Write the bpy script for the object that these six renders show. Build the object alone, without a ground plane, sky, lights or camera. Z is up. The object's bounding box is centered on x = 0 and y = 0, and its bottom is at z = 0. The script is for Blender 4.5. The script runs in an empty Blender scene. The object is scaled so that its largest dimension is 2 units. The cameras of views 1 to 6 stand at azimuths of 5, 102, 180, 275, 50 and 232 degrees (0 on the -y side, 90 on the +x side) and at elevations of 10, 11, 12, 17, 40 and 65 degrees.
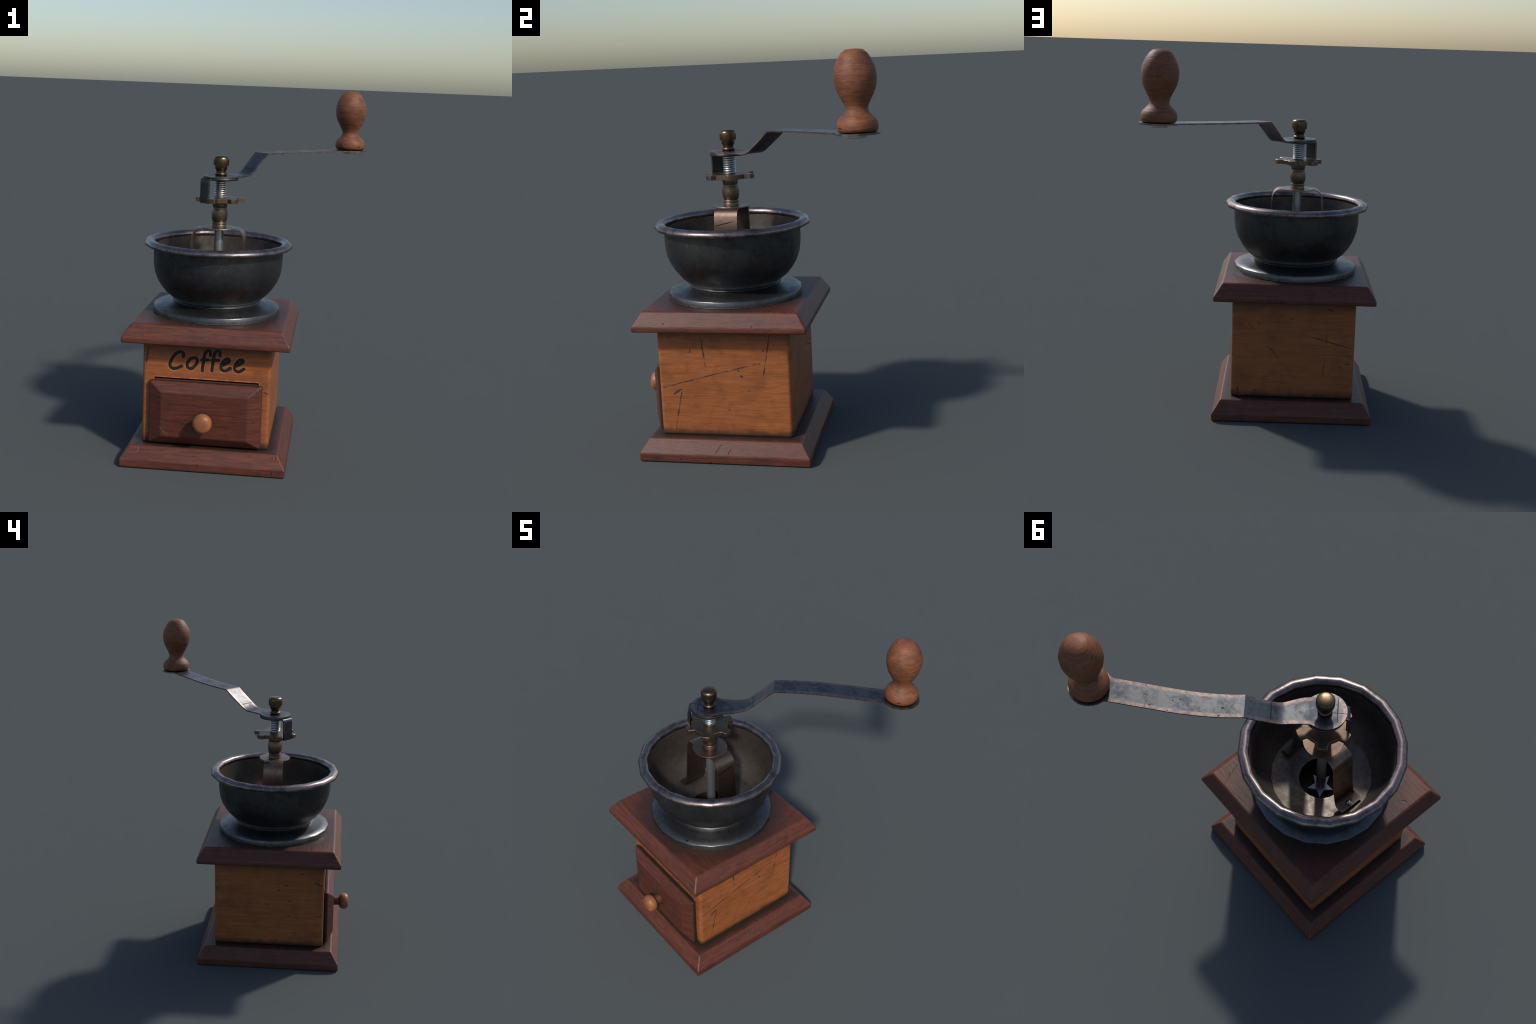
# Vintage box coffee grinder: wooden box with a drawer, steel hopper bowl, spindle and crank.
import bpy, bmesh, math, random
from mathutils import Vector, Matrix

random.seed(7)
CX, CY = -0.174, -0.170            # axis of the grinder
HALF = 0.3405                      # half side of the wooden box
BX0, BX1, BY0, BY1 = CX - HALF, CX + HALF, CY - HALF, CY + HALF
KNOB = Vector((0.5185, 0.5700))    # foot of the crank handle
ADIR = math.radians(46.75)         # direction of the crank
AU = Vector((math.cos(ADIR), math.sin(ADIR), 0))
AV = Vector((-math.sin(ADIR), math.cos(ADIR), 0))
AXIS = Vector((CX, CY, 0))
SEG = 20

# ------------------------------------------------------------------ helpers
def finish(name, bm, mat, parent, angle=38, kind=None):
    bmesh.ops.recalc_face_normals(bm, faces=bm.faces)
    for f in bm.faces:
        f.smooth = True
    for e in bm.edges:
        if len(e.link_faces) == 2 and e.calc_face_angle(0) > math.radians(angle):
            e.smooth = False
    me = bpy.data.meshes.new(name)
    bm.to_mesh(me)
    bm.free()
    ob = bpy.data.objects.new(name, me)
    bpy.context.scene.collection.objects.link(ob)
    if mat:
        me.materials.append(mat)
    if parent:
        ob.parent = parent
    if kind:
        ob["kind"] = kind
    return ob

def lathe(bm, prof, seg=SEG, centre=lambda z: (CX, CY), phase=0.0, closed=False):
    """turn a profile of (radius, z) round a vertical axis"""
    rings = []
    for r, z in prof:
        cx, cy = centre(z)
        if r < 1e-6:
            rings.append([bm.verts.new((cx, cy, z))])
        else:
            rings.append([bm.verts.new((cx + r * math.cos(phase + 2 * math.pi * i / seg),
                                        cy + r * math.sin(phase + 2 * math.pi * i / seg), z)) for i in range(seg)])
    pairs = list(zip(rings, rings[1:]))
    if closed:
        pairs.append((rings[-1], rings[0]))
    for a, b in pairs:
        for i in range(seg):
            j = (i + 1) % seg
            q = [a[i % len(a)], a[j % len(a)], b[j % len(b)], b[i % len(b)]]
            q = list(dict.fromkeys(q))
            if len(q) > 2:
                bm.faces.new(q)
    return rings

def cap(bm, ring):
    bm.faces.new(ring)

def spline(pts, n=8):
    """Catmull-Rom through points"""
    P = [2 * pts[0] - pts[1]] + list(pts) + [2 * pts[-1] - pts[-2]]
    out = []
    for i in range(1, len(P) - 2):
        for k in range(n):
            t = k / n
            a, b, c, d = P[i - 1:i + 3]
            out.append(0.5 * (2 * b + (c - a) * t + (2 * a - 5 * b + 4 * c - d) * t * t + (3 * b - a - 3 * c + d) * t ** 3))
    out.append(pts[-1].copy())
    return out

def interp(x, xs, ys):
    """smooth interpolation of a table of a few control values"""
    if x <= xs[0]:
        return ys[0]
    if x >= xs[-1]:
        return ys[-1]
    for i in range(len(xs) - 1):
        if x <= xs[i + 1]:
            def slope(k):
                if k == 0 or k == len(xs) - 1:
                    a, b = (0, 1) if k == 0 else (k - 1, k)
                    return (ys[b] - ys[a]) / (xs[b] - xs[a])
                return (ys[k + 1] - ys[k - 1]) / (xs[k + 1] - xs[k - 1])
            h = xs[i + 1] - xs[i]
            t = (x - xs[i]) / h
            return ((2 * t ** 3 - 3 * t * t + 1) * ys[i] + (t ** 3 - 2 * t * t + t) * h * slope(i)
                    + (3 * t * t - 2 * t ** 3) * ys[i + 1] + (t ** 3 - t * t) * h * slope(i + 1))

def prism(bm, outline, z0, z1):
    lo = [bm.verts.new((x, y, z0)) for x, y in outline]
    hi = [bm.verts.new((x, y, z1)) for x, y in outline]
    n = len(outline)
    for i in range(n):
        bm.faces.new((lo[i], lo[(i + 1) % n], hi[(i + 1) % n], hi[i]))
    bm.faces.new(lo[::-1])
    bm.faces.new(hi)

def bevel_all(bm, off, seg=2, angle=20, pick=None):
    bmesh.ops.recalc_face_normals(bm, faces=bm.faces)
    bm.normal_update()
    es = [e for e in bm.edges if len(e.link_faces) == 2 and e.calc_face_angle(0) > math.radians(angle) and (pick is None or pick(e))]
    bmesh.ops.bevel(bm, geom=es, offset=off, segments=seg, profile=0.5, affect='EDGES', clamp_overlap=True)

def boolean(ob, cutter):
    m = ob.modifiers.new("cut", 'BOOLEAN')
    m.operation = 'DIFFERENCE'
    m.object = cutter
    m.solver = 'EXACT'
    m.use_self = True
    dg = bpy.context.evaluated_depsgraph_get()
    dg.update()
    me = bpy.data.meshes.new_from_object(ob.evaluated_get(dg))
    old = ob.data
    ob.modifiers.clear()
    ob.data = me
    me.name = ob.name
    bpy.data.meshes.remove(old)
    cm = cutter.data
    bpy.data.objects.remove(cutter)
    bpy.data.meshes.remove(cm)

def sharpen(ob, angle=38):
    bm = bmesh.new()
    bm.from_mesh(ob.data)
    for f in bm.faces:
        f.smooth = True
    for e in bm.edges:
        e.smooth = not (len(e.link_faces) == 2 and e.calc_face_angle(0) > math.radians(angle))
    bm.to_mesh(ob.data)
    bm.free()

def weighted(ob):
    """flat faces stay flat, only the rounded edges blend"""
    m = ob.modifiers.new("flat", 'WEIGHTED_NORMAL')
    m.mode = 'FACE_AREA'; m.weight = 100; m.keep_sharp = True
    dg = bpy.context.evaluated_depsgraph_get()
    dg.update()
    me = bpy.data.meshes.new_from_object(ob.evaluated_get(dg))
    ob.modifiers.clear()
    old = ob.data
    ob.data = me
    bpy.data.meshes.remove(old)
    me.name = ob.name

def sweep(bm, path, section, up):
    """sweep a closed section (list of (across, along up)) along a path"""
    rings = []
    for i, p in enumerate(path):
        t = (path[min(i + 1, len(path) - 1)] - path[max(i - 1, 0)]).normalized()
        side = t.cross(up).normalized()
        rings.append([bm.verts.new(p + side * a + up * b) for a, b in section])
    n = len(section)
    for a, b in zip(rings, rings[1:]):
        for i in range(n):
            bm.faces.new((a[i], a[(i + 1) % n], b[(i + 1) % n], b[i]))
    bm.faces.new(rings[0][::-1])
    bm.faces.new(rings[-1])

# ------------------------------------------------------------------ materials
class N:
    """small node-tree writer"""
    def __init__(self, name):
        self.mat = bpy.data.materials.new(name)
        self.mat.use_nodes = True
        self.t = self.mat.node_tree
        self.t.nodes.clear()

    def put(self, sock, v):
        if v is None:
            return
        if isinstance(v, bpy.types.NodeSocket):
            self.t.links.new(v, sock)
        elif isinstance(v, (tuple, list)) and len(v) == 3 and sock.type == 'RGBA':
            sock.default_value = (*v, 1)
        else:
            sock.default_value = v

    def node(self, kind, ins=None, **props):
        n = self.t.nodes.new(kind)
        for k, v in props.items():
            setattr(n, k, v)
        for k, v in (ins or {}).items():
            self.put(n.inputs[k], v)
        return n

    def math(self, op, a, b=None, c=None, clamp=False):
        n = self.node('ShaderNodeMath', {0: a, 1: b, 2: c}, operation=op, use_clamp=clamp)
        return n.outputs[0]

    def vec(self, op, a, b=None):
        n = self.node('ShaderNodeVectorMath', {0: a, 1: b}, operation=op)
        return n.outputs['Value'] if op in ('DOT_PRODUCT', 'LENGTH') else n.outputs[0]

    def mixc(self, f, a, b, blend='MIX'):
        n = self.node('ShaderNodeMix', data_type='RGBA', blend_type=blend)
        self.put(n.inputs[0], f); self.put(n.inputs[6], a); self.put(n.inputs[7], b)
        return n.outputs[2]

    def mixf(self, f, a, b):
        n = self.node('ShaderNodeMix', data_type='FLOAT')
        self.put(n.inputs[0], f); self.put(n.inputs[2], a); self.put(n.inputs[3], b)
        return n.outputs[0]

    def mixv(self, f, a, b):
        n = self.node('ShaderNodeMix', data_type='VECTOR')
        self.put(n.inputs[0], f); self.put(n.inputs[4], a); self.put(n.inputs[5], b)
        return n.outputs[1]

    def step(self, x, lo, hi):
        n = self.node('ShaderNodeMapRange', {0: x, 1: lo, 2: hi, 3: 0.0, 4: 1.0}, interpolation_type='SMOOTHSTEP')
        return n.outputs[0]

    def noise(self, v, scale=1.0, detail=3.0, rough=0.55, dist=0.0):
        n = self.node('ShaderNodeTexNoise', {'Vector': v, 'Scale': scale, 'Detail': detail, 'Roughness': rough, 'Distortion': dist})
        return n.outputs[0]

    def out(self, **ins):
        p = self.node('ShaderNodeBsdfPrincipled')
        for k, v in ins.items():
            self.put(p.inputs[k.replace('_', ' ')], v)
        o = self.node('ShaderNodeOutputMaterial')
        self.t.links.new(p.outputs[0], o.inputs[0])
        return self.mat

def scratch_group():
    """mask of one tapered nick: distance to the segment A-B, broken up by noise"""
    g = bpy.data.node_groups.new("nick", 'ShaderNodeTree')
    for nm, ty in (("P", 'NodeSocketVector'), ("A", 'NodeSocketVector'), ("B", 'NodeSocketVector'), ("W", 'NodeSocketFloat'), ("R", 'NodeSocketFloat')):
        g.interface.new_socket(nm, in_out='INPUT', socket_type=ty)
    g.interface.new_socket("M", in_out='OUTPUT', socket_type='NodeSocketFloat')
    gi = g.nodes.new('NodeGroupInput'); go = g.nodes.new('NodeGroupOutput')
    def vm(op, a, b):
        n = g.nodes.new('ShaderNodeVectorMath'); n.operation = op
        for s, v in zip(n.inputs, (a, b)):
            if v is not None: g.links.new(v, s)
        return n
    def mm(op, a, b=None, clamp=False):
        n = g.nodes.new('ShaderNodeMath'); n.operation = op; n.use_clamp = clamp
        for s, v in zip(n.inputs, (a, b)):
            if isinstance(v, float): s.default_value = v
            elif v is not None: g.links.new(v, s)
        return n.outputs[0]
    pa = vm('SUBTRACT', gi.outputs[0], gi.outputs[1]).outputs[0]
    ba = vm('SUBTRACT', gi.outputs[2], gi.outputs[1]).outputs[0]
    h = mm('DIVIDE', vm('DOT_PRODUCT', pa, ba).outputs['Value'], vm('DOT_PRODUCT', ba, ba).outputs['Value'], clamp=True)
    sc = g.nodes.new('ShaderNodeVectorMath'); sc.operation = 'SCALE'
    g.links.new(ba, sc.inputs[0]); g.links.new(h, sc.inputs[3])
    d = vm('LENGTH', vm('SUBTRACT', pa, sc.outputs[0]).outputs[0], None).outputs['Value']
    taper = mm('POWER', mm('SINE', mm('MULTIPLY', mm('ADD', mm('MULTIPLY', h, 0.9), 0.05), math.pi)), 0.6)
    nz = g.nodes.new('ShaderNodeTexNoise'); nz.inputs['Scale'].default_value = 26.0; nz.inputs['Detail'].default_value = 2.0
    g.links.new(gi.outputs[0], nz.inputs['Vector'])
    br = g.nodes.new('ShaderNodeMapRange'); br.inputs[1].default_value = 0.42; br.inputs[2].default_value = 0.60
    g.links.new(nz.outputs[0], br.inputs[0])
    br2 = g.nodes.new('ShaderNodeMix'); br2.data_type = 'FLOAT'; br2.inputs[2].default_value = 1.0
    g.links.new(gi.outputs[4], br2.inputs[0]); g.links.new(br.outputs[0], br2.inputs[3])
    w = mm('MULTIPLY', mm('MULTIPLY', gi.outputs[3], taper), br2.outputs[0])
    x = mm('DIVIDE', d, mm('MAXIMUM', w, 1e-5))
    mr = g.nodes.new('ShaderNodeMapRange'); mr.inputs[1].default_value = 1.0; mr.inputs[2].default_value = 0.45
    g.links.new(x, mr.inputs[0])
    g.links.new(mr.outputs[0], go.inputs[0])
    return g
NICK = scratch_group()

def nicks(n, P, marks):
    """join a list of (A, B, width, brokenness) nicks into one mask"""
    total = None
    for a, b, w, r in marks:
        g = n.node('ShaderNodeGroup'); g.node_tree = NICK
        n.put(g.inputs[0], P); n.put(g.inputs[1], a); n.put(g.inputs[2], b); n.put(g.inputs[3], w); n.put(g.inputs[4], r)
        total = g.outputs[0] if total is None else n.math('MAXIMUM', total, g.outputs[0])
    return total

def edge_mask(n, radius, lo=0.02, hi=0.25):
    """worn edges: how far the rounded normal turns away from the true one"""
    bev = n.node('ShaderNodeBevel', {'Radius': radius}, samples=6)
    geo = n.node('ShaderNodeNewGeometry')
    d = n.vec('DOT_PRODUCT', bev.outputs[0], geo.outputs['Normal'])
    return n.step(n.math('SUBTRACT', 1.0, d), lo, hi)

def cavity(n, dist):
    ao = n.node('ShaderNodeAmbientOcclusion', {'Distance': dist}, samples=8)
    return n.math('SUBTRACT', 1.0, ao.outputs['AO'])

def wood(name, light, dark, patch, edge=None, edge_amt=0.5, grain=(3.5, 60.0, 60.0), marks=(), zdark=None, turned=False,
         rough=0.5, dirt=0.75, mark_col=(0.02, 0.016, 0.016), bump=0.25, aodist=0.07,
         contact_shade=None, edge_r=0.012, back=None, nick_amt=0.9):
    n = N(name)
    P = n.node('ShaderNodeTexCoord').outputs['Object']
    geo = n.node('ShaderNodeNewGeometry')
    if turned:
        G = n.vec('MULTIPLY', P, grain)
        F = n.vec('MULTIPLY', P, tuple(3.0 * g for g in grain))
    else:
        nx = n.node('ShaderNodeSeparateXYZ', {0: geo.outputs['True Normal']}).outputs[0]
        side = n.math('GREATER_THAN', n.math('ABSOLUTE', nx), 0.6)
        a, b, c = grain
        G = n.mixv(side, n.vec('MULTIPLY', P, (a, b, c)), n.vec('MULTIPLY', P, (b, a, c)))
        F = n.vec('MULTIPLY', G, (3.2, 3.2, 3.2))
    g1 = n.noise(G, 1.0, 4, 0.6, 0.7)
    g2 = n.noise(F, 1.0, 3, 0.6, 0.2)
    pt = n.noise(P, 7.0, 4, 0.6, 0.4)
    grainv = n.math('ADD', n.math('MULTIPLY', n.step(g1, 0.25, 0.75), 0.62), n.math('MULTIPLY', n.step(g2, 0.22, 0.78), 0.38))
    col = n.mixc(grainv, dark, light)
    col = n.mixc(n.math('MULTIPLY', n.step(pt, 0.45, 0.75), 0.55), col, patch)
    blot = n.math('MULTIPLY', n.step(n.noise(P, 12.0, 5, 0.65, 0.3), 0.52, 0.74), 0.45)
    col = n.mixc(blot, col, tuple(0.6 * x for x in dark))
    pores = n.math('MULTIPLY', n.step(g2, 0.66, 0.74), 0.35)
    col = n.mixc(pores, col, tuple(0.45 * x for x in dark))
    if edge:
        em = n.math('MULTIPLY', edge_mask(n, edge_r), n.math('MULTIPLY', n.step(n.noise(P, 30.0, 3), 0.3, 0.6), edge_amt))
        col = n.mixc(em, col, edge)
    cav = n.step(cavity(n, aodist), 0.25, 0.85)  # ambient occlusion baked into the wood colour; dirt sets its strength
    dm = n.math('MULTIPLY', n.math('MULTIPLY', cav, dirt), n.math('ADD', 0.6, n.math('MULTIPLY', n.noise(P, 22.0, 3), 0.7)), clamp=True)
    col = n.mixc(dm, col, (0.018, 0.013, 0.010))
    if zdark:
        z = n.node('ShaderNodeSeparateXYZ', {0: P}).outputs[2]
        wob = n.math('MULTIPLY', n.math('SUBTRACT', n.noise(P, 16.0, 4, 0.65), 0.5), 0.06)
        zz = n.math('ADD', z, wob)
        for z0, z1, amt in zdark:
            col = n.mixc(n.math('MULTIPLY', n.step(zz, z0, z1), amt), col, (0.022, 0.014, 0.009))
    if back:
        # darker tone along the front panel's rear edges
        y = n.node('ShaderNodeSeparateXYZ', {0: P}).outputs[1]
        wob = n.math('MULTIPLY', n.math('SUBTRACT', n.noise(P, 45.0, 3), 0.5), 0.008)
        col = n.mixc(n.math('MULTIPLY', n.step(n.math('ADD', y, wob), *back), 0.85), col, (.020, .014, .010))
    if contact_shade:
        # occlusion shade painted on the flat top, fading out from the part above
        shape, far, near, amt, zmin = contact_shade
        q = n.vec('SUBTRACT', P, (CX, CY, 0.0))
        sx = n.node('ShaderNodeSeparateXYZ', {0: q})
        ax, ay = n.math('ABSOLUTE', sx.outputs[0]), n.math('ABSOLUTE', sx.outputs[1])
        if shape == 'square':
            dist = n.math('MAXIMUM', ax, ay)
        else:
            dist = n.math('SQRT', n.math('ADD', n.math('MULTIPLY', ax, ax), n.math('MULTIPLY', ay, ay)))
        dist = n.math('ADD', dist, n.math('MULTIPLY', n.math('SUBTRACT', n.noise(P, 14.0, 4), 0.5), 0.06))
        gm = n.math('MULTIPLY', n.step(dist, far, near), n.math('GREATER_THAN', sx.outputs[2], zmin))
        col = n.mixc(n.math('MULTIPLY', gm, amt), col, (.022, .016, .011))
    h = n.math('ADD', n.math('MULTIPLY', g1, 0.6), n.math('MULTIPLY', g2, 0.4))
    if marks:
        nk = nicks(n, P, marks)
        col = n.mixc(n.math('MULTIPLY', nk, nick_amt), col, mark_col)
        h = n.math('SUBTRACT', h, n.math('MULTIPLY', nk, 1.5))
    bp = n.node('ShaderNodeBump', {'Strength': bump, 'Distance': 0.006, 'Height': h})
    rg = n.math('ADD', rough, n.math('MULTIPLY', n.math('SUBTRACT', g1, 0.5), 0.25))
    return n.out(Base_Color=col, Roughness=rg, Normal=bp.outputs[0], Specular_IOR_Level=0.4)

def metal(name, base, second, edge, rough=0.4, metallic=1.0, patch=6.0, edge_amt=0.7, edge_r=0.008, marks=(), spots=0.0,
          dirt=0.6, bump=0.08, zrust=None, second_amt=0.8, aodist=0.05, mark_col=(0.012, 0.011, 0.011), scratchy=0.25):
    n = N(name)
    P = n.node('ShaderNodeTexCoord').outputs['Object']
    a = n.noise(P, patch, 5, 0.62, 0.3)
    b = n.noise(P, patch * 5, 4, 0.65)
    fine = n.noise(P, 160.0, 2, 0.6)
    m1 = n.math('ADD', n.math('MULTIPLY', a, 0.6), n.math('MULTIPLY', b, 0.4))
    col = n.mixc(n.math('MULTIPLY', n.step(m1, 0.42, 0.62), second_amt), base, second)
    col = n.mixc(n.math('MULTIPLY', n.step(fine, 0.4, 0.75), 0.25), col, tuple(0.55 * x for x in base))
    em = n.math('MULTIPLY', edge_mask(n, edge_r), n.math('MULTIPLY', n.step(b, 0.36, 0.6), edge_amt))
    col = n.mixc(em, col, edge)
    if spots:
        sp = n.step(n.noise(P, 55.0, 3, 0.7), 0.62, 0.70)
        col = n.mixc(n.math('MULTIPLY', sp, spots), col, (0.03, 0.022, 0.018))
    if zrust:
        z = n.node('ShaderNodeSeparateXYZ', {0: P}).outputs[2]
        z0, z1, z2, amt, rc = zrust
        band = n.math('MULTIPLY', n.step(z, z0, z1), n.math('SUBTRACT', 1.0, n.step(z, z1, z2)))
        band = n.math('MULTIPLY', band, n.step(n.noise(P, 5.0, 4, 0.6, 0.6), 0.42, 0.62))
        col = n.mixc(n.math('MULTIPLY', band, amt), col, rc)
    cav = n.math('MULTIPLY', n.step(cavity(n, aodist), 0.3, 0.9), dirt)  # corner shading tinted into the metal's base colour, scaled by dirt
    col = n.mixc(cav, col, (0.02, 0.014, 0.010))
    h = n.math('ADD', n.math('MULTIPLY', b, 0.5), n.math('MULTIPLY', fine, 0.2))
    rg = n.math('ADD', rough, n.math('MULTIPLY', n.math('SUBTRACT', m1, 0.5), 0.5))
    if marks:
        nk = nicks(n, P, marks)
        col = n.mixc(n.math('MULTIPLY', nk, 0.85), col, mark_col)
        h = n.math('SUBTRACT', h, n.math('MULTIPLY', nk, 2.0))
    bp = n.node('ShaderNodeBump', {'Strength': bump if not marks else max(bump, 0.12), 'Distance': 0.004, 'Height': h})
    return n.out(Base_Color=col, Roughness=rg, Metallic=metallic, Normal=bp.outputs[0])

def plain(name, col, rough=0.6, metallic=0.0):
    n = N(name)
    P = n.node('ShaderNodeTexCoord').outputs['Object']
    c = n.mixc(n.step(n.noise(P, 40.0, 3), 0.35, 0.7), col, tuple(0.6 * x for x in col))
    return n.out(Base_Color=c, Roughness=rough, Metallic=metallic)

def M(pa, pb, w, r=0.4):
    return (pa, pb, w, r)

xp, yp, xm, ym = BX1, BY1, BX0, BY0
housing_marks = {
    "xp": [
        M((xp, -.283, .642), (xp, -.263, .471), .0070, .9), M((xp, .071, .650), (xp, .029, .413), .0070, .95),
        M((xp, -.507, .356), (xp, -.15, .456), .0052, .8), M((xp, -.20, .44), (xp, .006, .496), .0045, .9),
        M((xp, -.390, .359), (xp, -.441, .131), .0070, .8), M((xp, -.440, .325), (xp, -.395, .356), .0085, .1),
        M((xp, -.340, .566), (xp, -.339, .548), .0060, .1), M((xp, .032, .568), (xp, .038, .558), .006, .1),
        M((xp, -.102, .460), (xp, -.090, .454), .0060, .1), M((xp, -.087, .433), (xp, -.074, .423), .008, .0),
        M((xp, -.156, .254), (xp, -.148, .247), .0055, .1), M((xp, .010, .499), (xp, .017, .494), .005, .1),
        M((xp, -.048, .358), (xp, -.042, .352), .0045, .1),
    ],
    "yp": [
        M((.102, yp, .575), (-.196, yp, .220), .0038, .95), M((-.269, yp, .468), (-.512, yp, .404), .0050, .1),
        M((-.362, yp, .517), (-.342, yp, .210), .0045, .85), M((-.351, yp, .629), (-.392, yp, .620), .009, .2),
        M((.017, yp, .549), (.015, yp, .533), .0060, .1), M((.130, yp, .166), (.126, yp, .125), .008, .1),
        M((-.151, yp, .570), (-.177, yp, .563), .005, .2), M((.037, yp, .151), (.025, yp, .149), .006, .1),
        M((-.432, yp, .297), (-.439, yp, .297), .005, .1), M((-.474, yp, .312), (-.483, yp, .322), .006, .1),
    ],
    "xm": [
        M((xm, -.451, .548), (xm, -.507, .518), .0070, .1), M((xm, -.354, .596), (xm, -.389, .599), .005, .3),
        M((xm, -.269, .520), (xm, -.283, .516), .0065, .0), M((xm, -.226, .490), (xm, -.238, .486), .006, .0),
        M((xm, -.293, .420), (xm, -.304, .412), .0060, .0), M((xm, -.288, .316), (xm, -.299, .311), .006, .0),
        M((xm, -.147, .393), (xm, -.168, .381), .0045, .2), M((xm, -.463, .321), (xm, -.509, .320), .005, .2),
        M((xm, .168, .507), (xm, .151, .472), .0070, .1), M((xm, -.403, .620), (xm, -.406, .610), .005, .1),
    ],
    "ym": [
        M((-.482, ym, .650), (-.499, ym, .526), .0070, .85), M((.129, ym, .430), (.163, ym, .412), .005, .1),
        M((-.515, ym, .176), (-.495, ym, .176), .0040, .0), M((.164, ym, .352), (.168, ym, .364), .005, .0),
    ],
}
base_marks = [
    M((-.198, -.606, .046), (-.196, -.612, .017), .0060, .1), M((-.228, -.590, .077), (-.220, -.588, .085), .007, .1),
    M((-.512, -.565, .110), (-.518, -.590, .063), .0040, .3), M((.200, -.603, .046), (.192, -.612, .008), .005, .3),
    M((.210, -.570, .105), (.210, -.582, .080), .0050, .2), M((.230, -.176, .104), (.260, -.218, .043), .006, .3),
    M((.245, -.133, .076), (.262, -.150, .043), .0050, .3), M((.266, -.387, .024), (.266, -.393, .012), .006, .0),
    M((.266, -.237, .012), (.266, -.236, .001), .0060, .0), M((-.03, .228, .108), (-.06, .262, .045), .004, .5),
    M((-.600, -.20, .078), (-.607, -.225, .050), .0050, .4),
]
top_marks = [
    M((.258, .001, .716), (.262, .011, .708), .0060, .0), M((.255, -.442, .728), (.257, -.440, .718), .005, .0),
    M((.190, .052, .775), (.133, .212, .775), .0028, .3), M((-.510, -.410, .775), (-.543, -.431, .775), .006, .2),
    M((.17, .15, .775), (.15, .17, .775), .0040, .2), M((-.08, -.603, .715), (-.078, -.605, .709), .006, .0),
    M((-.10, .27, .700), (-.104, .27, .680), .0050, .0), M((-.56, -.36, .775), (-.55, -.39, .775), .004, .4),
]
def housing_wood(side):
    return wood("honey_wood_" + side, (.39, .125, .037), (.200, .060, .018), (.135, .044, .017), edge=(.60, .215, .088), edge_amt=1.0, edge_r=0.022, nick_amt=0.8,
                marks=housing_marks.get(SIDES.get(side), ()), zdark=((.165, .112, 0.9), (.575, .675, 0.7)), dirt=0.75, rough=0.5, grain=(5.0, 75.0, 75.0))
SIDES = {"right": "xp", "back": "yp", "left": "xm", "front": "ym"}
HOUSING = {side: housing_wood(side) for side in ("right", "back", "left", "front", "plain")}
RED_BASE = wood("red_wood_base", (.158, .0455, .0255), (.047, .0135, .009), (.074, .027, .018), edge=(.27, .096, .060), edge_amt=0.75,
                marks=base_marks, contact_shade=("square", .405, .350, 0.95, .105), rough=0.47, grain=(6.0, 80.0, 80.0), bump=0.35)
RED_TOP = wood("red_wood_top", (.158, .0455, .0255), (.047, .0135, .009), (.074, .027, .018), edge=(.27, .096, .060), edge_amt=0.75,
               marks=top_marks, contact_shade=("round", .50, .350, 0.75, .770), rough=0.47, grain=(6.0, 80.0, 80.0), bump=0.35)
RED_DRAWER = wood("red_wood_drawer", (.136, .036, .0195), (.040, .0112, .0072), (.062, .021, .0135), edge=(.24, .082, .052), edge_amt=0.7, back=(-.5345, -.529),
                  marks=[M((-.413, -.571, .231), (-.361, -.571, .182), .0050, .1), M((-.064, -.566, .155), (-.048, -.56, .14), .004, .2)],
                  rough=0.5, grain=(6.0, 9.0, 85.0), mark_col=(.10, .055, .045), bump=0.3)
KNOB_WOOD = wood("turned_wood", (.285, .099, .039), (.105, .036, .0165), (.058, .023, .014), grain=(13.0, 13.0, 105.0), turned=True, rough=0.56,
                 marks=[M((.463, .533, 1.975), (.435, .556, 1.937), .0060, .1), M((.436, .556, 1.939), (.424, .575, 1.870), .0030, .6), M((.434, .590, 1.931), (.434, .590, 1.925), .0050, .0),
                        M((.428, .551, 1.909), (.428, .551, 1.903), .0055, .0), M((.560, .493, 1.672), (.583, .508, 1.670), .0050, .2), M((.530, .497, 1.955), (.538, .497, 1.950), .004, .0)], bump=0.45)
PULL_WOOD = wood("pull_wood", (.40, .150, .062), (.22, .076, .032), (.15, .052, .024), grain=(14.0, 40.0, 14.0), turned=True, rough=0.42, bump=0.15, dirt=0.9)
STEM_WOOD = wood("stem_wood", (.16, .060, .032), (.085, .032, .019), (.06, .024, .015), grain=(14.0, 40.0, 14.0), turned=True, rough=0.5, bump=0.15, dirt=0.9)  # darker copy of the pull wood, used for the knob stem and the drawer tray
INK = plain("engraving_black", (.008, .0075, .007), 0.85)
bowl_marks = [
    M((-.080, -.515, 1.116), (-.148, -.520, 1.034), .0035, .5), M((-.202, -.522, 1.083), (-.178, -.522, 1.075), .003, .5),
    M((-.109, -.516, 1.069), (-.064, -.505, 1.066), .0035, .6), M((-.363, -.47, 1.120), (-.305, -.50, 1.101), .003, .5),
    M((.143, -.002, 1.078), (.150, -.026, 1.049), .0040, .2), M((.140, -.320, 1.099), (.133, -.338, 1.078), .004, .2),
    M((.148, -.325, 1.024), (.148, -.322, 1.005), .0050, .0), M((.115, -.229, .900), (.118, -.168, .896), .004, .2),
    M((.009, .110, .960), (-.014, .107, .900), .0040, .2), M((-.160, .165, .996), (-.164, .165, .985), .005, .0),
    M((.155, -.24, 1.04), (.150, -.20, 1.02), .0030, .4), M((-.46, -.02, 1.03), (-.47, -.05, 1.00), .0035, .4),
]
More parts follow.
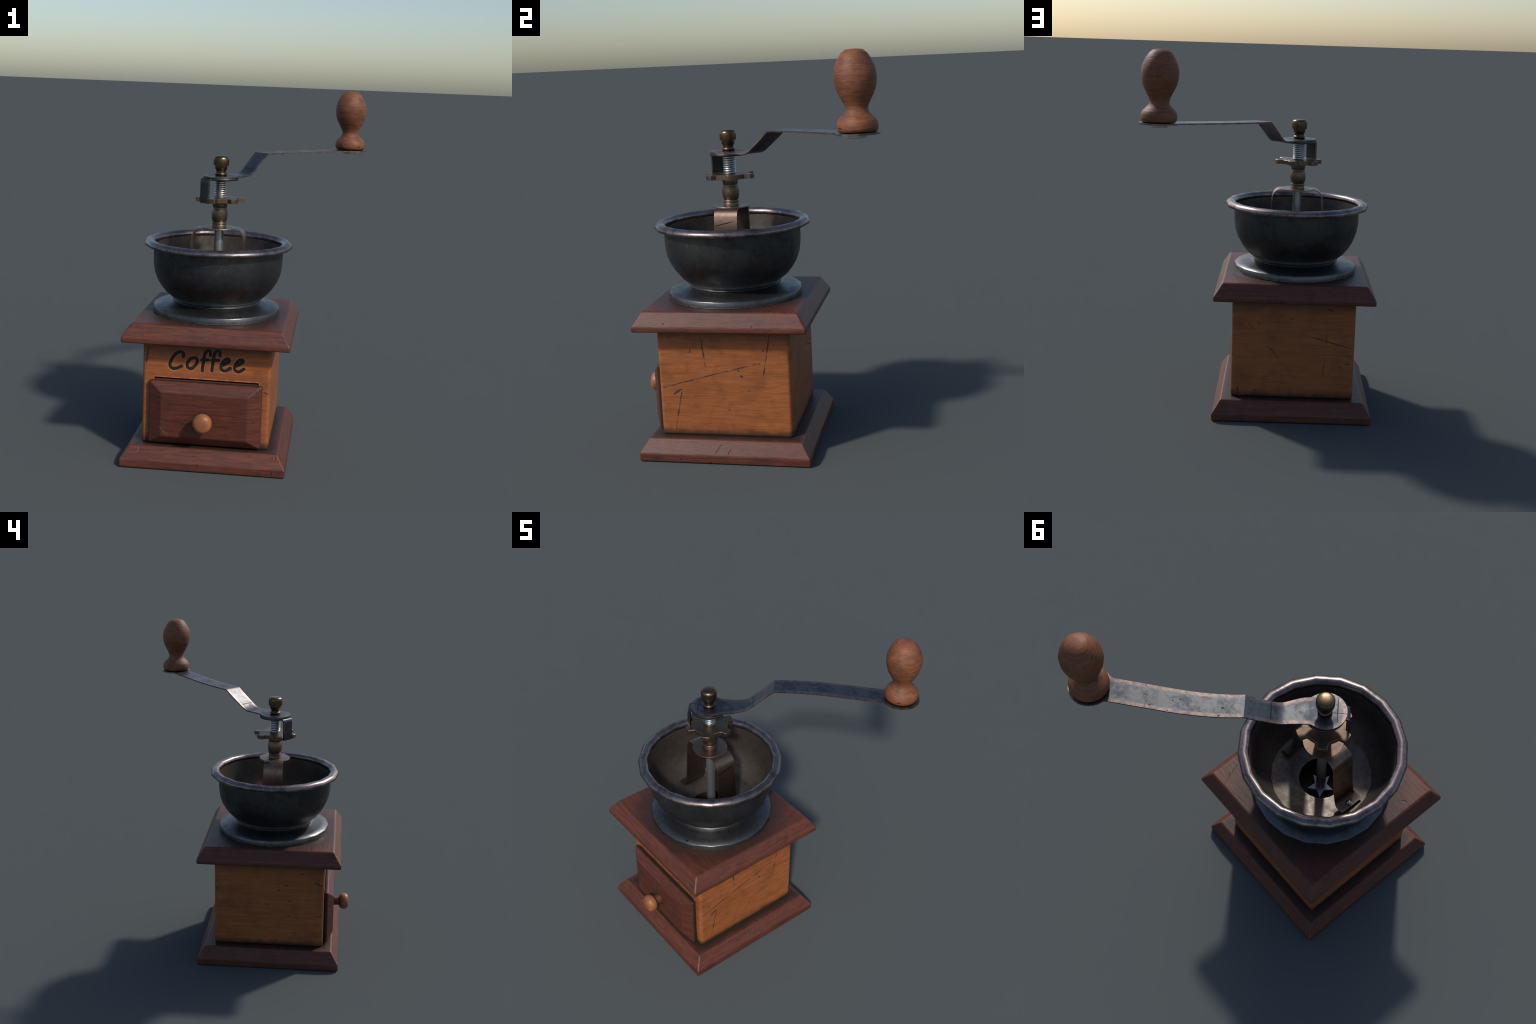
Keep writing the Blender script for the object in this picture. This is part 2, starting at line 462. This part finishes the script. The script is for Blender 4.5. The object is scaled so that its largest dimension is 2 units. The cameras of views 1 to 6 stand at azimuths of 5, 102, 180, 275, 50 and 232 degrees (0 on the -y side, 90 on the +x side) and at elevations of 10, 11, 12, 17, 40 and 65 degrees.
STEEL_BOWL = metal("dark_steel", (.070, .073, .075), (.030, .032, .034), (.16, .15, .15), rough=0.48, metallic=0.85, patch=7.0, edge_amt=0.3,
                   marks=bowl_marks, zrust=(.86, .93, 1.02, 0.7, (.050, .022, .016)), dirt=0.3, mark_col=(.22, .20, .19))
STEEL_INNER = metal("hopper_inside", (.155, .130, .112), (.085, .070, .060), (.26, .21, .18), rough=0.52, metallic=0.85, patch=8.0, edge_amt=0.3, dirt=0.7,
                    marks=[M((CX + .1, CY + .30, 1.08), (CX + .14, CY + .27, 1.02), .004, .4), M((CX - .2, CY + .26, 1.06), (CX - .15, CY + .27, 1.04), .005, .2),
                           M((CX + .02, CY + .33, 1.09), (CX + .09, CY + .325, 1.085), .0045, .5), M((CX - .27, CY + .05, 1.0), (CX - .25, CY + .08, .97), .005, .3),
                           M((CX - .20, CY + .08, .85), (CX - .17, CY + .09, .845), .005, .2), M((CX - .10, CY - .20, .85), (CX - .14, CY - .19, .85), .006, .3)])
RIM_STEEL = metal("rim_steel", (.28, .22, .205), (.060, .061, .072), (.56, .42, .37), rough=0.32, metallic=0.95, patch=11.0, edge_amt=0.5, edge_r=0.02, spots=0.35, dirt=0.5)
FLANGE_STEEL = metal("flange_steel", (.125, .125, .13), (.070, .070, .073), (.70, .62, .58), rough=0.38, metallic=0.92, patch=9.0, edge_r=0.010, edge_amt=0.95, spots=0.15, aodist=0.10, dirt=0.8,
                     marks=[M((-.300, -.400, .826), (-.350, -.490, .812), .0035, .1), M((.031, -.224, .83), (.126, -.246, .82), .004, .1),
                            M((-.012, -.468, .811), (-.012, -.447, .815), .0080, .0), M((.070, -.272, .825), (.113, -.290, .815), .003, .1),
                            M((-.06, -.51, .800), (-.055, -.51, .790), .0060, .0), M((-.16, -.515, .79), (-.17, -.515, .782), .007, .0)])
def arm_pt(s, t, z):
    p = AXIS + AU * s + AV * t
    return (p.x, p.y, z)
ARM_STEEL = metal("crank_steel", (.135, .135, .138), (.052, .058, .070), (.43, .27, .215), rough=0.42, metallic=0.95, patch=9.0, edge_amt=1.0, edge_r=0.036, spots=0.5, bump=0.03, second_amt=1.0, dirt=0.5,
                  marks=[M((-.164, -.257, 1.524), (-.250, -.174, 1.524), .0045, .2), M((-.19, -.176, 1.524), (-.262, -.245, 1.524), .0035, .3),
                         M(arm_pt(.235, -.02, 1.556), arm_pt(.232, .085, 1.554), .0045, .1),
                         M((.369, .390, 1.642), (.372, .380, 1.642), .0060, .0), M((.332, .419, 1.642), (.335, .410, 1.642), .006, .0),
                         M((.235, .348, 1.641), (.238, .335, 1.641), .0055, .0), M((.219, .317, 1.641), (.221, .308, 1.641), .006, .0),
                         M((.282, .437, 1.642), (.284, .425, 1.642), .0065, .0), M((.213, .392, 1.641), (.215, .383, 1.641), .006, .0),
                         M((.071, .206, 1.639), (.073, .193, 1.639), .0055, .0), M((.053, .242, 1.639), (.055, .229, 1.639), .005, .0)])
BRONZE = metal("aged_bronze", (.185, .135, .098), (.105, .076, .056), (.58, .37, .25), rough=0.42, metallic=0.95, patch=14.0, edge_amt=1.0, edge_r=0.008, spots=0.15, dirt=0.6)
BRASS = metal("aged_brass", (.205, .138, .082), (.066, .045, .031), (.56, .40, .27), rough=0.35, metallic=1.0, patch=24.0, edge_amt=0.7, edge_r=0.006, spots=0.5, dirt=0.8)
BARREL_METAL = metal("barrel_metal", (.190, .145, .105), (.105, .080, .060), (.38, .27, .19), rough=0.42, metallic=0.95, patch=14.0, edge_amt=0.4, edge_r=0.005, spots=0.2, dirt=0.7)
STRAP_METAL = metal("strap_metal", (.255, .172, .130), (.125, .086, .066), (.66, .44, .33), rough=0.40, metallic=0.95, patch=10.0, edge_amt=0.8, edge_r=0.006, dirt=0.85, aodist=0.22,  # wide aodist blackens the blades with the bowl's interior shade
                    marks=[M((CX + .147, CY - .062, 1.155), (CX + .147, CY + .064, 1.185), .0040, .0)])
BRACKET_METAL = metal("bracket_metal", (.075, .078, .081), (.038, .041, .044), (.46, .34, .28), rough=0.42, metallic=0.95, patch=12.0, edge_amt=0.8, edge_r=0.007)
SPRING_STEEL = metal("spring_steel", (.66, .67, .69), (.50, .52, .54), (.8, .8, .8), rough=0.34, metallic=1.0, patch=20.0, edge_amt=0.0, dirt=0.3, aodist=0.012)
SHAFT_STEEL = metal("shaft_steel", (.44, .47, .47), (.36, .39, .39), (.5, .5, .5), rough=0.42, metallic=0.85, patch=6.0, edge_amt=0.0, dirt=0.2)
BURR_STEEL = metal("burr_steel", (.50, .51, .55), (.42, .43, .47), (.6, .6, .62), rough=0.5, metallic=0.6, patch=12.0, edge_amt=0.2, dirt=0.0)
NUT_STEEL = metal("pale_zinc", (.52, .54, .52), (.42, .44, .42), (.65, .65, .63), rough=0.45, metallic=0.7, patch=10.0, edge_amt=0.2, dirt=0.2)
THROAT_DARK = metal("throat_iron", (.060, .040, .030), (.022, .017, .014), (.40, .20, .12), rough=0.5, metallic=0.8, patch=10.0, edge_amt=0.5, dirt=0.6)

# ------------------------------------------------------------------ the thing
root = bpy.data.objects.new("coffee_grinder", None)
bpy.context.scene.collection.objects.link(root)
root["label"] = "old wooden box coffee grinder with steel bowl, crank handle and drawer"
root["category"] = "coffee grinder"

def board(name, levels, mat, bev=0.011):
    """square board with sloping sides; levels are (half side, z)"""
    bm = bmesh.new()
    rings = [[bm.verts.new((CX + sx * h, CY + sy * h, z)) for sx, sy in ((-1, -1), (1, -1), (1, 1), (-1, 1))] for h, z in levels]
    for a, b in zip(rings, rings[1:]):
        for i in range(4):
            bm.faces.new((a[i], a[(i + 1) % 4], b[(i + 1) % 4], b[i]))
    bm.faces.new(rings[0][::-1])
    bm.faces.new(rings[-1])
    bevel_all(bm, bev, 3)
    return finish(name, bm, mat, root, 60)

base = board("base_board", [(.4395, 0.0), (.4395, .043), (.394, .1115)], RED_BASE, 0.007)
top = board("top_board", [(.4395, .677), (.4400, .706), (.394, .7755)], RED_TOP, 0.009)

# hole in the top board for the grinding throat
bm = bmesh.new()
r = lathe(bm, [(.150, .60), (.150, .90)], 40)
cap(bm, r[0][::-1]); cap(bm, r[1])
boolean(top, finish("cutter", bm, None, None))
sharpen(top, 60)
weighted(top); weighted(base)

# wooden box
bm = bmesh.new()
bmesh.ops.create_cube(bm, size=1.0, matrix=Matrix.Translation((CX, CY, (.1095 + .6785) / 2)) @ Matrix.Diagonal((2 * HALF, 2 * HALF, .6785 - .1095, 1)))
bevel_all(bm, 0.019, 4, pick=lambda e: abs(e.verts[0].co.z - e.verts[1].co.z) > .1)
bevel_all(bm, 0.012, 3, angle=60, pick=lambda e: max(v.co.z for v in e.verts) < .2)
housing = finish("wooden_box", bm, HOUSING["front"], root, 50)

# recess for the drawer
bm = bmesh.new()
bmesh.ops.create_cube(bm, size=1.0, matrix=Matrix.Translation((CX + .002, BY0, (.124 + .4770) / 2)) @ Matrix.Diagonal((.5535, .12, .4770 - .124, 1)))
boolean(housing, finish("cutter", bm, None, None))

# engraved word: every letter is one or two pen strokes cut into the front
def V(pts):
    return [Vector((x, 0, z)) for x, z in pts]
C_ = [V([(-.299, .596), (-.299, .612), (-.314, .622), (-.335, .612), (-.356, .587), (-.369, .557), (-.368, .537), (-.352, .526), (-.328, .531), (-.308, .543)])]
O_ = [V([(-.249, .591), (-.231, .591), (-.225, .574), (-.238, .547), (-.259, .531)]), V([(-.249, .535), (-.259, .531), (-.275, .538), (-.278, .557), (-.267, .580), (-.249, .591), (-.238, .592)])]
F1 = [V([(-.157, .610), (-.157, .629), (-.168, .636), (-.181, .627), (-.188, .606), (-.191, .577), (-.196, .547), (-.198, .525)]), V([(-.200, .583), (-.167, .5855)])]
F2 = [V([(x + .051, z + .002) for x, z in ((-.157, .610), (-.157, .629), (-.168, .636), (-.181, .627), (-.188, .606), (-.191, .577), (-.196, .547), (-.198, .525))]), V([(-.147, .584), (-.113, .5865)])]
def letter_e(dx, dz=0.0):
    a = [(-.093, .559), (-.074, .570), (-.056, .585), (-.059, .596), (-.073, .595)]
    b = [(-.062, .597), (-.073, .594), (-.090, .576), (-.099, .552), (-.094, .536), (-.075, .531), (-.050, .547)]
    return [V([(x + dx, z + dz) for x, z in a]), V([(x + dx, z + dz) for x, z in b])]
WORD = [C_, O_, F1, F2, letter_e(0), letter_e(.072)]
FRONT = Vector((0, -1, 0))

def pen(bm, pts, rx, ry, y):
    """a round-ended pen stroke: half widths rx (on the face) and ry (in depth)"""
    path = spline(pts, 7) if len(pts) > 2 else [pts[0].lerp(pts[1], k / 6) for k in range(7)]
    d0 = (path[1] - path[0]).normalized(); d1 = (path[-1] - path[-2]).normalized()
    ends0 = [(path[0] - d0 * rx * math.sin(a), math.cos(a)) for a in (1.45, 1.05, .6, .3)]
    ends1 = [(path[-1] + d1 * rx * math.sin(a), math.cos(a)) for a in (.3, .6, 1.05, 1.45)]
    full = ends0 + [(p, 1.0) for p in path] + ends1
    rings = []
    for i, (p, k) in enumerate(full):
        t = (full[min(i + 1, len(full) - 1)][0] - full[max(i - 1, 0)][0]).normalized()
        side = t.cross(FRONT).normalized()
        c = p + Vector((0, y, 0))
        rings.append([bm.verts.new(c + side * (rx * k * math.cos(q)) + FRONT * (ry * (0.3 + 0.7 * k) * math.sin(q))) for q in [2 * math.pi * (j + .37) / 12 for j in range(12)]])
    for a, b in zip(rings, rings[1:]):
        for i in range(12):
            bm.faces.new((a[i], a[(i + 1) % 12], b[(i + 1) % 12], b[i]))
    bm.faces.new(rings[0][::-1]); bm.faces.new(rings[-1])

for strokes in WORD:
    bm = bmesh.new()
    for k, st in enumerate(strokes):
        cb = bmesh.new()
        pen(cb, st, .0100, .0085 + .0004 * k, BY0 - .0006)
        boolean(housing, finish("cutter", cb, None, None))
        pen(bm, st, .0098, .0030 + .0003 * k, BY0 + .0055)
    finish("letter", bm, INK, housing, 50)
sharpen(housing, 50)
weighted(housing)
for side in ("right", "back", "left"):
    housing.data.materials.append(HOUSING[side])
for f in housing.data.polygons:
    nx, ny, c = f.normal.x, f.normal.y, f.center
    if c.y < BY0 + .07 and c.x > BX0 + .02 and c.x < BX1 - .02:
        f.material_index = 0
    elif abs(nx) > abs(ny):
        f.material_index = 1 if nx > 0 else 3
    else:
        f.material_index = 2 if ny > 0 else 0

# drawer: raised front panel, box behind it, turned pull
DX0, DX1, DZ0, DZ1 = -.4725, .1250, .1225, .4640
bm = bmesh.new()
def rect(x0, x1, z0, z1, y):
    return [bm.verts.new(p) for p in ((x0, y, z0), (x1, y, z0), (x1, y, z1), (x0, y, z1))]
rings = [rect(DX0, DX1, DZ0, DZ1, -.513), rect(DX0, DX1, DZ0, DZ1, -.5345), rect(DX0 + .070, DX1 - .0705, DZ0 + .049, DZ1 - .053, -.571)]
for a, b in zip(rings, rings[1:]):
    for i in range(4):
        bm.faces.new((a[i], a[(i + 1) % 4], b[(i + 1) % 4], b[i]))
bm.faces.new(rings[0][::-1]); bm.faces.new(rings[-1])
bevel_all(bm, .006, 2)
drawer = finish("drawer", bm, RED_DRAWER, root, 50)
weighted(drawer)
bm = bmesh.new()
bmesh.ops.create_cube(bm, size=1.0, matrix=Matrix.Translation((CX + .002, -.487, (.128 + .468) / 2)) @ Matrix.Diagonal((.545, .050, .468 - .128, 1)))
finish("drawer_tray", bm, STEM_WOOD, drawer)

PX, PZ = -.1720, .2800
bm = bmesh.new()
prof = [(.0260, .6060), (.0370, .6090), (.0470, .6170), (.0510, .6280), (.0518, .6380), (.0497, .6490), (.0440, .6590), (.0310, .6655), (.0130, .6676), (0, .6678)]
rings = lathe(bm, prof, 24, centre=lambda z: (0, 0))
cap(bm, rings[0][::-1])
for v in bm.verts:
    x, y, z = v.co
    v.co = (PX + x, -z, PZ + y)
pull = finish("drawer_knob", bm, PULL_WOOD, drawer, 50)
bm = bmesh.new()
rings = lathe(bm, [(.0285, .520), (.0285, .568), (.0295, .573), (.0280, .580), (.0275, .5980), (.0285, .6100)], 24, centre=lambda z: (0, 0))
cap(bm, rings[0][::-1])
for v in bm.verts:
    x, y, z = v.co
    v.co = (PX + x, -z, PZ + y)
finish("knob_stem", bm, STEM_WOOD, drawer, 50)

# hopper: bowl, rolled rim, foot flange
bm = bmesh.new()
outer = [(.2340, .8355), (.2450, .8375), (.2455, .8415), (.2410, .8460), (.2405, .8500), (.2460, .8555), (.2600, .8650), (.283, .885), (.311, .920), (.333, .958), (.348, 1.000), (.355, 1.050), (.3555, 1.100), (.3555, 1.139)]
inner_p = [(.350, 1.139), (.348, 1.090), (.341, 1.020), (.327, .965), (.304, .923), (.272, .884), (.251, .864)]
rings = lathe(bm, outer)
bowl = finish("hopper_bowl", bm, STEEL_BOWL, root, 60)
bm = bmesh.new()
rings = lathe(bm, [(.3555, 1.1385)] + inner_p + [(.112, .822), (.112, .812), (.234, .836)])
lining = finish("hopper_lining", bm, STEEL_INNER, bowl, 24)
# normals at the bowl's foot bent upward to place the sun highlight there
nrm = []
for v in bowl.data.vertices:
    d = Vector((v.co.x - CX, v.co.y - CY, 0)).normalized()
    i = min(range(len(outer)), key=lambda k: abs(outer[k][1] - v.co.z))
    el = {0: -60, 1: -15, 2: 40, 3: 42, 4: 32, 5: 16, 6: -6, 7: -28}.get(i)
    if el is None:
        a, b = outer[i - 1], outer[min(i + 1, len(outer) - 1)]
        el = -math.degrees(math.atan2(b[0] - a[0], b[1] - a[1]))
    el = math.radians(el)
    nrm.append(d * math.cos(el) + Vector((0, 0, math.sin(el))))
bowl.data.normals_split_custom_set_from_vertices(nrm)
bm = bmesh.new()
lathe(bm, [(.354, 1.136), (.386, 1.1375), (.4005, 1.1405), (.4055, 1.1485), (.4020, 1.1600), (.3910, 1.1700), (.3750, 1.1745), (.3600, 1.1700), (.3515, 1.1590), (.3500, 1.1380)], closed=True)
finish("bowl_rim", bm, RIM_STEEL, bowl, 70)
bm = bmesh.new()
rings = lathe(bm, [(.151, .7775), (.3505, .7775), (.3505, .8055), (.3470, .8110), (.3000, .8175), (.2600, .8250), (.2440, .8310), (.2380, .8370), (.151, .8200)], closed=True)
finish("bowl_flange", bm, FLANGE_STEEL, bowl, 50)
bm = bmesh.new()
rings = lathe(bm, [(.140, .8115), (.113, .8190), (.109, .8150), (.109, .700), (0, .700)], 24)
finish("grinding_throat", bm, THROAT_DARK, bowl, 45)

# burr with five points, and shaft
bm = bmesh.new()
star = []
for k in range(10):
    a = math.radians(135 + 36 * k)
    rr = .069 if k % 2 == 0 else .031
    star.append((CX + rr * math.cos(a), CY + rr * math.sin(a)))
prism(bm, star, .702, .735)
finish("burr", bm, BURR_STEEL, root, 30)
bm = bmesh.new()
rings = lathe(bm, [(.0255, .733), (.0245, .745), (.0245, 1.242)], 20)
cap(bm, rings[0][::-1]); cap(bm, rings[-1])
finish("shaft", bm, SHAFT_STEEL, root, 40)

# support strap: bridge over the bowl, with feet and rivets
half = [(0.0, 1.2405), (.060, 1.2400), (.098, 1.2420), (.118, 1.2360), (.133, 1.2220), (.142, 1.2000), (.1465, 1.1700), (.1490, 1.1300), (.1540, 1.0500), (.1625, .9600), (.1700, .9050), (.1755, .8840), (.1840, .8770), (.2270, .8745)]
bm = bmesh.new()
pathv = [Vector((CX - x, CY, z)) for x, z in half[::-1]] + [Vector((CX + x, CY, z)) for x, z in half[1:]]
w, th = .0585, .0055
rings = []
for i, p in enumerate(pathv):
    t = (pathv[min(i + 1, len(pathv) - 1)] - pathv[max(i - 1, 0)]).normalized()
    nn = Vector((0, 1, 0)).cross(t).normalized()
    if nn.z < -0.2:
        nn = -nn
    # keep the offset on one side all the way round
    nn = Vector((-t.z, 0, t.x))
    q = p - nn * th
    ww = w + (.005 if i < 2 or i > len(pathv) - 3 else 0)
    rings.append([bm.verts.new((p.x, CY - ww, p.z)), bm.verts.new((p.x, CY + ww, p.z)), bm.verts.new((q.x, CY + ww, q.z)), bm.verts.new((q.x, CY - ww, q.z))])
for a, b in zip(rings, rings[1:]):
    for i in range(4):
        bm.faces.new((a[i], a[(i + 1) % 4], b[(i + 1) % 4], b[i]))
bm.faces.new(rings[0][::-1]); bm.faces.new(rings[-1])
strap = finish("support_strap", bm, STRAP_METAL, root, 40)
bm = bmesh.new()
rings = lathe(bm, [(.0955, 1.2365), (.0960, 1.2415), (.0950, 1.2435), (.030, 1.2440), (.030, 1.2360)], 28, closed=True)
finish("strap_washer", bm, STRAP_METAL, strap, 40)
riv = None
for sx in (-1, 1):
    if riv is None:
        bm = bmesh.new()
        lathe(bm, [(.0150, -.004), (.0150, .001), (.0140, .007), (.0100, .0115), (.0050, .0138), (0, .0143)], 16, centre=lambda z: (0, 0))
        riv = finish("rivet", bm, SPRING_STEEL, strap, 50)
        ob = riv
    else:
        ob = riv.copy()
        bpy.context.scene.collection.objects.link(ob)
    ob.location = (CX + sx * .207, CY, .876)

# barrel on the spindle
bm = bmesh.new()
lathe(bm, [(.0, 1.386), (.0400, 1.386), (.0405, 1.3640), (.0390, 1.3560), (.0365, 1.3505), (.0385, 1.3460), (.0420, 1.3360), (.0440, 1.3200), (.0442, 1.3080), (.0425, 1.2920), (.0385, 1.2760), (.0365, 1.2725),
           (.0385, 1.2700), (.0388, 1.2620), (.0372, 1.2600), (.0385, 1.2575), (.0388, 1.2430), (0, 1.2430)], 24)
finish("spindle_barrel", bm, BARREL_METAL, root, 50)

# toothed adjusting wheel
out = []
for k in range(6):
    c = 15 + 60 * k
    for da, rr in ((-15, .1015), (-11.5, .122), (-10.3, .1305), (-8, .1325), (0, .1330), (8, .1325), (10.3, .1305), (11.5, .122), (15, .1015), (22.5, .0995), (30, .0990), (37.5, .0995)):
        a = math.radians(c + da)
        out.append((CX + rr * math.cos(a), CY + rr * math.sin(a)))
bm = bmesh.new()
prism(bm, out, 1.3845, 1.4080)
bevel_all(bm, .0015, 1, angle=60)
finish("toothed_wheel", bm, BRONZE, root, 40)

# coil spring round a core
bm = bmesh.new()
turns, z0, z1 = 7.6, 1.4120, 1.5005
path = [Vector((CX + .0275 * math.cos(a), CY + .0275 * math.sin(a), z0 + (z1 - z0) * a / (2 * math.pi * turns))) for a in [2 * math.pi * turns * i / 220 for i in range(221)]]
sweep(bm, path, [(.0054 * math.cos(2 * math.pi * j / 8), .0052 * math.sin(2 * math.pi * j / 8)) for j in range(8)], Vector((0, 0, 1)))
spring = finish("spring", bm, SPRING_STEEL, root, 60)
bm = bmesh.new()
lathe(bm, [(0, 1.400), (.0255, 1.400), (.0255, 1.53), (0, 1.53)], 20)
finish("spring_core", bm, SHAFT_STEEL, spring, 40)

# locking bracket: disc under the arm with a tab bent down into the wheel
TA = math.radians(227.7)
tu, tv = Vector((math.cos(TA), math.sin(TA), 0)), Vector((-math.sin(TA), math.cos(TA), 0))
bm = bmesh.new()
lathe(bm, [(.0, 1.503), (.0955, 1.503), (.0965, 1.5045), (.0965, 1.5125), (.0955, 1.5140), (0, 1.5140)], 32)
bracket = finish("locking_bracket", bm, BRACKET_METAL, root, 40)
prof = [(.070, 1.5135), (.096, 1.5135), (.107, 1.5105), (.1125, 1.5020), (.1140, 1.4900), (.1145, 1.3790)]
bm = bmesh.new()
rings = []
for i, (rr, z) in enumerate(prof):
    a, b = prof[max(i - 1, 0)], prof[min(i + 1, len(prof) - 1)]
    d = Vector((b[0] - a[0], b[1] - a[1])).normalized()
    nr, nz = d.y, -d.x            # inwards / downwards
    o = AXIS + tu * rr + Vector((0, 0, z))
    q = AXIS + tu * (rr + nr * .0095) + Vector((0, 0, z + nz * .0095))
    hw = .0345
    rings.append([bm.verts.new(o - tv * hw), bm.verts.new(o + tv * hw), bm.verts.new(q + tv * hw), bm.verts.new(q - tv * hw)])
for a, b in zip(rings, rings[1:]):
    for i in range(4):
        bm.faces.new((a[i], a[(i + 1) % 4], b[(i + 1) % 4], b[i]))
bm.faces.new(rings[0][::-1]); bm.faces.new(rings[-1])
finish("locking_tab", bm, BRACKET_METAL, bracket, 45)

# crank arm: flat strip with a disc at each end and a double bend
S = [-.0980, -.0972, -.0950, -.0910, -.085, -.075, -.060, -.040, -.020, 0, .020, .035, .048, .060, .075, .090, .105, .125, .150, .168]
S += [.176, .184, .192, .200, .208, .216, .224, .26, .30, .335, .3405, .3445, .3485]
S += [.36 + .035 * i for i in range(16)]
S += [.905, .920, .935, .950, .970, .990, 1.0155, 1.040, 1.060, 1.075, 1.088, 1.098, 1.104, 1.1085, 1.1105, 1.1115]
def arm_edges(s):
    bs = [.0, .055, .105, .200, .343, .546, .782, 1.0155]
    c = interp(s, bs, [.0, .002, .0045, .025, .0565, .0590, .0320, .0])
    h = interp(s, bs, [.070, .068, .064, .0530, .0545, .0565, .0580, .0580])
    up, lo = c + h, c - h
    if s < 0:
        up, lo = -9, 9
    if s > 1.0155:
        up, lo = -9, 9
    for cs, ct, rr in ((-.006, 0, .0925), (1.0155, 0, .0965)):
        d = rr * rr - (s - cs) ** 2
        if d > 0:
            up, lo = max(up, ct + math.sqrt(d)), min(lo, ct - math.sqrt(d))
    return lo, up
def arm_z(s):
    lo, hi, a, b, rr = 1.5240, 1.6385, .196, .343, .030
    k = (hi - lo) / (b - a)
    if s <= a - rr:
        return lo
    if s < a + rr:
        t = (s - a + rr) / (2 * rr)
        return lo + k * rr * t * t
    if s < b:
        return lo + k * (s - a)
    return hi + (s - b) * .0165
bm = bmesh.new()
rings = []
for i, s in enumerate(S):
    lo, up = arm_edges(s)
    if up <= lo:
        continue
    slope = (arm_z(s + .002) - arm_z(s - .002)) / .004
    nn = (AU * -slope + Vector((0, 0, 1))).normalized()
    th = .0080
    z = arm_z(s)
    row = []
    for t, dn in ((lo, 0), (lo * .5 + up * .5, 0), (up, 0), (up, 1), (lo * .5 + up * .5, 1), (lo, 1)):
        p = AXIS + AU * s + AV * t + Vector((0, 0, z)) - nn * th * dn
        row.append(bm.verts.new(p))
    rings.append(row)
for a, b in zip(rings, rings[1:]):
    for i in range(6):
        bm.faces.new((a[i], a[(i + 1) % 6], b[(i + 1) % 6], b[i]))
bm.faces.new(rings[0][::-1]); bm.faces.new(rings[-1])
arm = finish("crank_arm", bm, ARM_STEEL, root, 24)

# clamping nut on top of the spindle
bm = bmesh.new()
lathe(bm, [(0, 1.522), (.0300, 1.522), (.0305, 1.5280), (.0330, 1.5310), (.0330, 1.5370), (.0300, 1.5405), (.0268, 1.5420), (.0265, 1.5520), (.0290, 1.5570), (.0328, 1.5610), (.0338, 1.5800), (.0415, 1.5802), (.0422, 1.5825), (.0425, 1.6120), (.0418, 1.6195), (.0370, 1.6270), (.0300, 1.6305), (.0150, 1.6325), (0, 1.6330)], 20)
finish("clamping_nut", bm, BRASS, root, 42)

# turned wooden handle, leaning slightly towards the axis
def lean(z):
    t = (z - 1.6535) / (2.0 - 1.6535)
    return (.5195 + t * (.5125 - .5195), .5710 + t * (.5605 - .5710))
bm = bmesh.new()
rings = lathe(bm, [(0, 1.6530), (.0800, 1.6530), (.0855, 1.6580), (.0885, 1.6680), (.0895, 1.6830), (.0870, 1.6970), (.0790, 1.7100), (.0630, 1.7250), (.0520, 1.7380), (.0490, 1.7500), (.0515, 1.7660), (.0600, 1.7830), (.0720, 1.8060),
                   (.0830, 1.8290), (.0900, 1.8560), (.0925, 1.8840), (.0910, 1.9080), (.0855, 1.9300), (.0710, 1.9600), (.0550, 1.9830), (.0370, 1.9970), (.0150, 1.9995), (0, 2.0)], 18, centre=lean)
finish("crank_handle", bm, KNOB_WOOD, arm, 60)
bm = bmesh.new()
rings = lathe(bm, [(0, 1.6270), (.0380, 1.6270), (.0410, 1.6300), (.0410, 1.6460), (0, 1.6460)], 10, centre=lambda z: (KNOB.x, KNOB.y))
finish("handle_rivet", bm, NUT_STEEL, arm, 40)
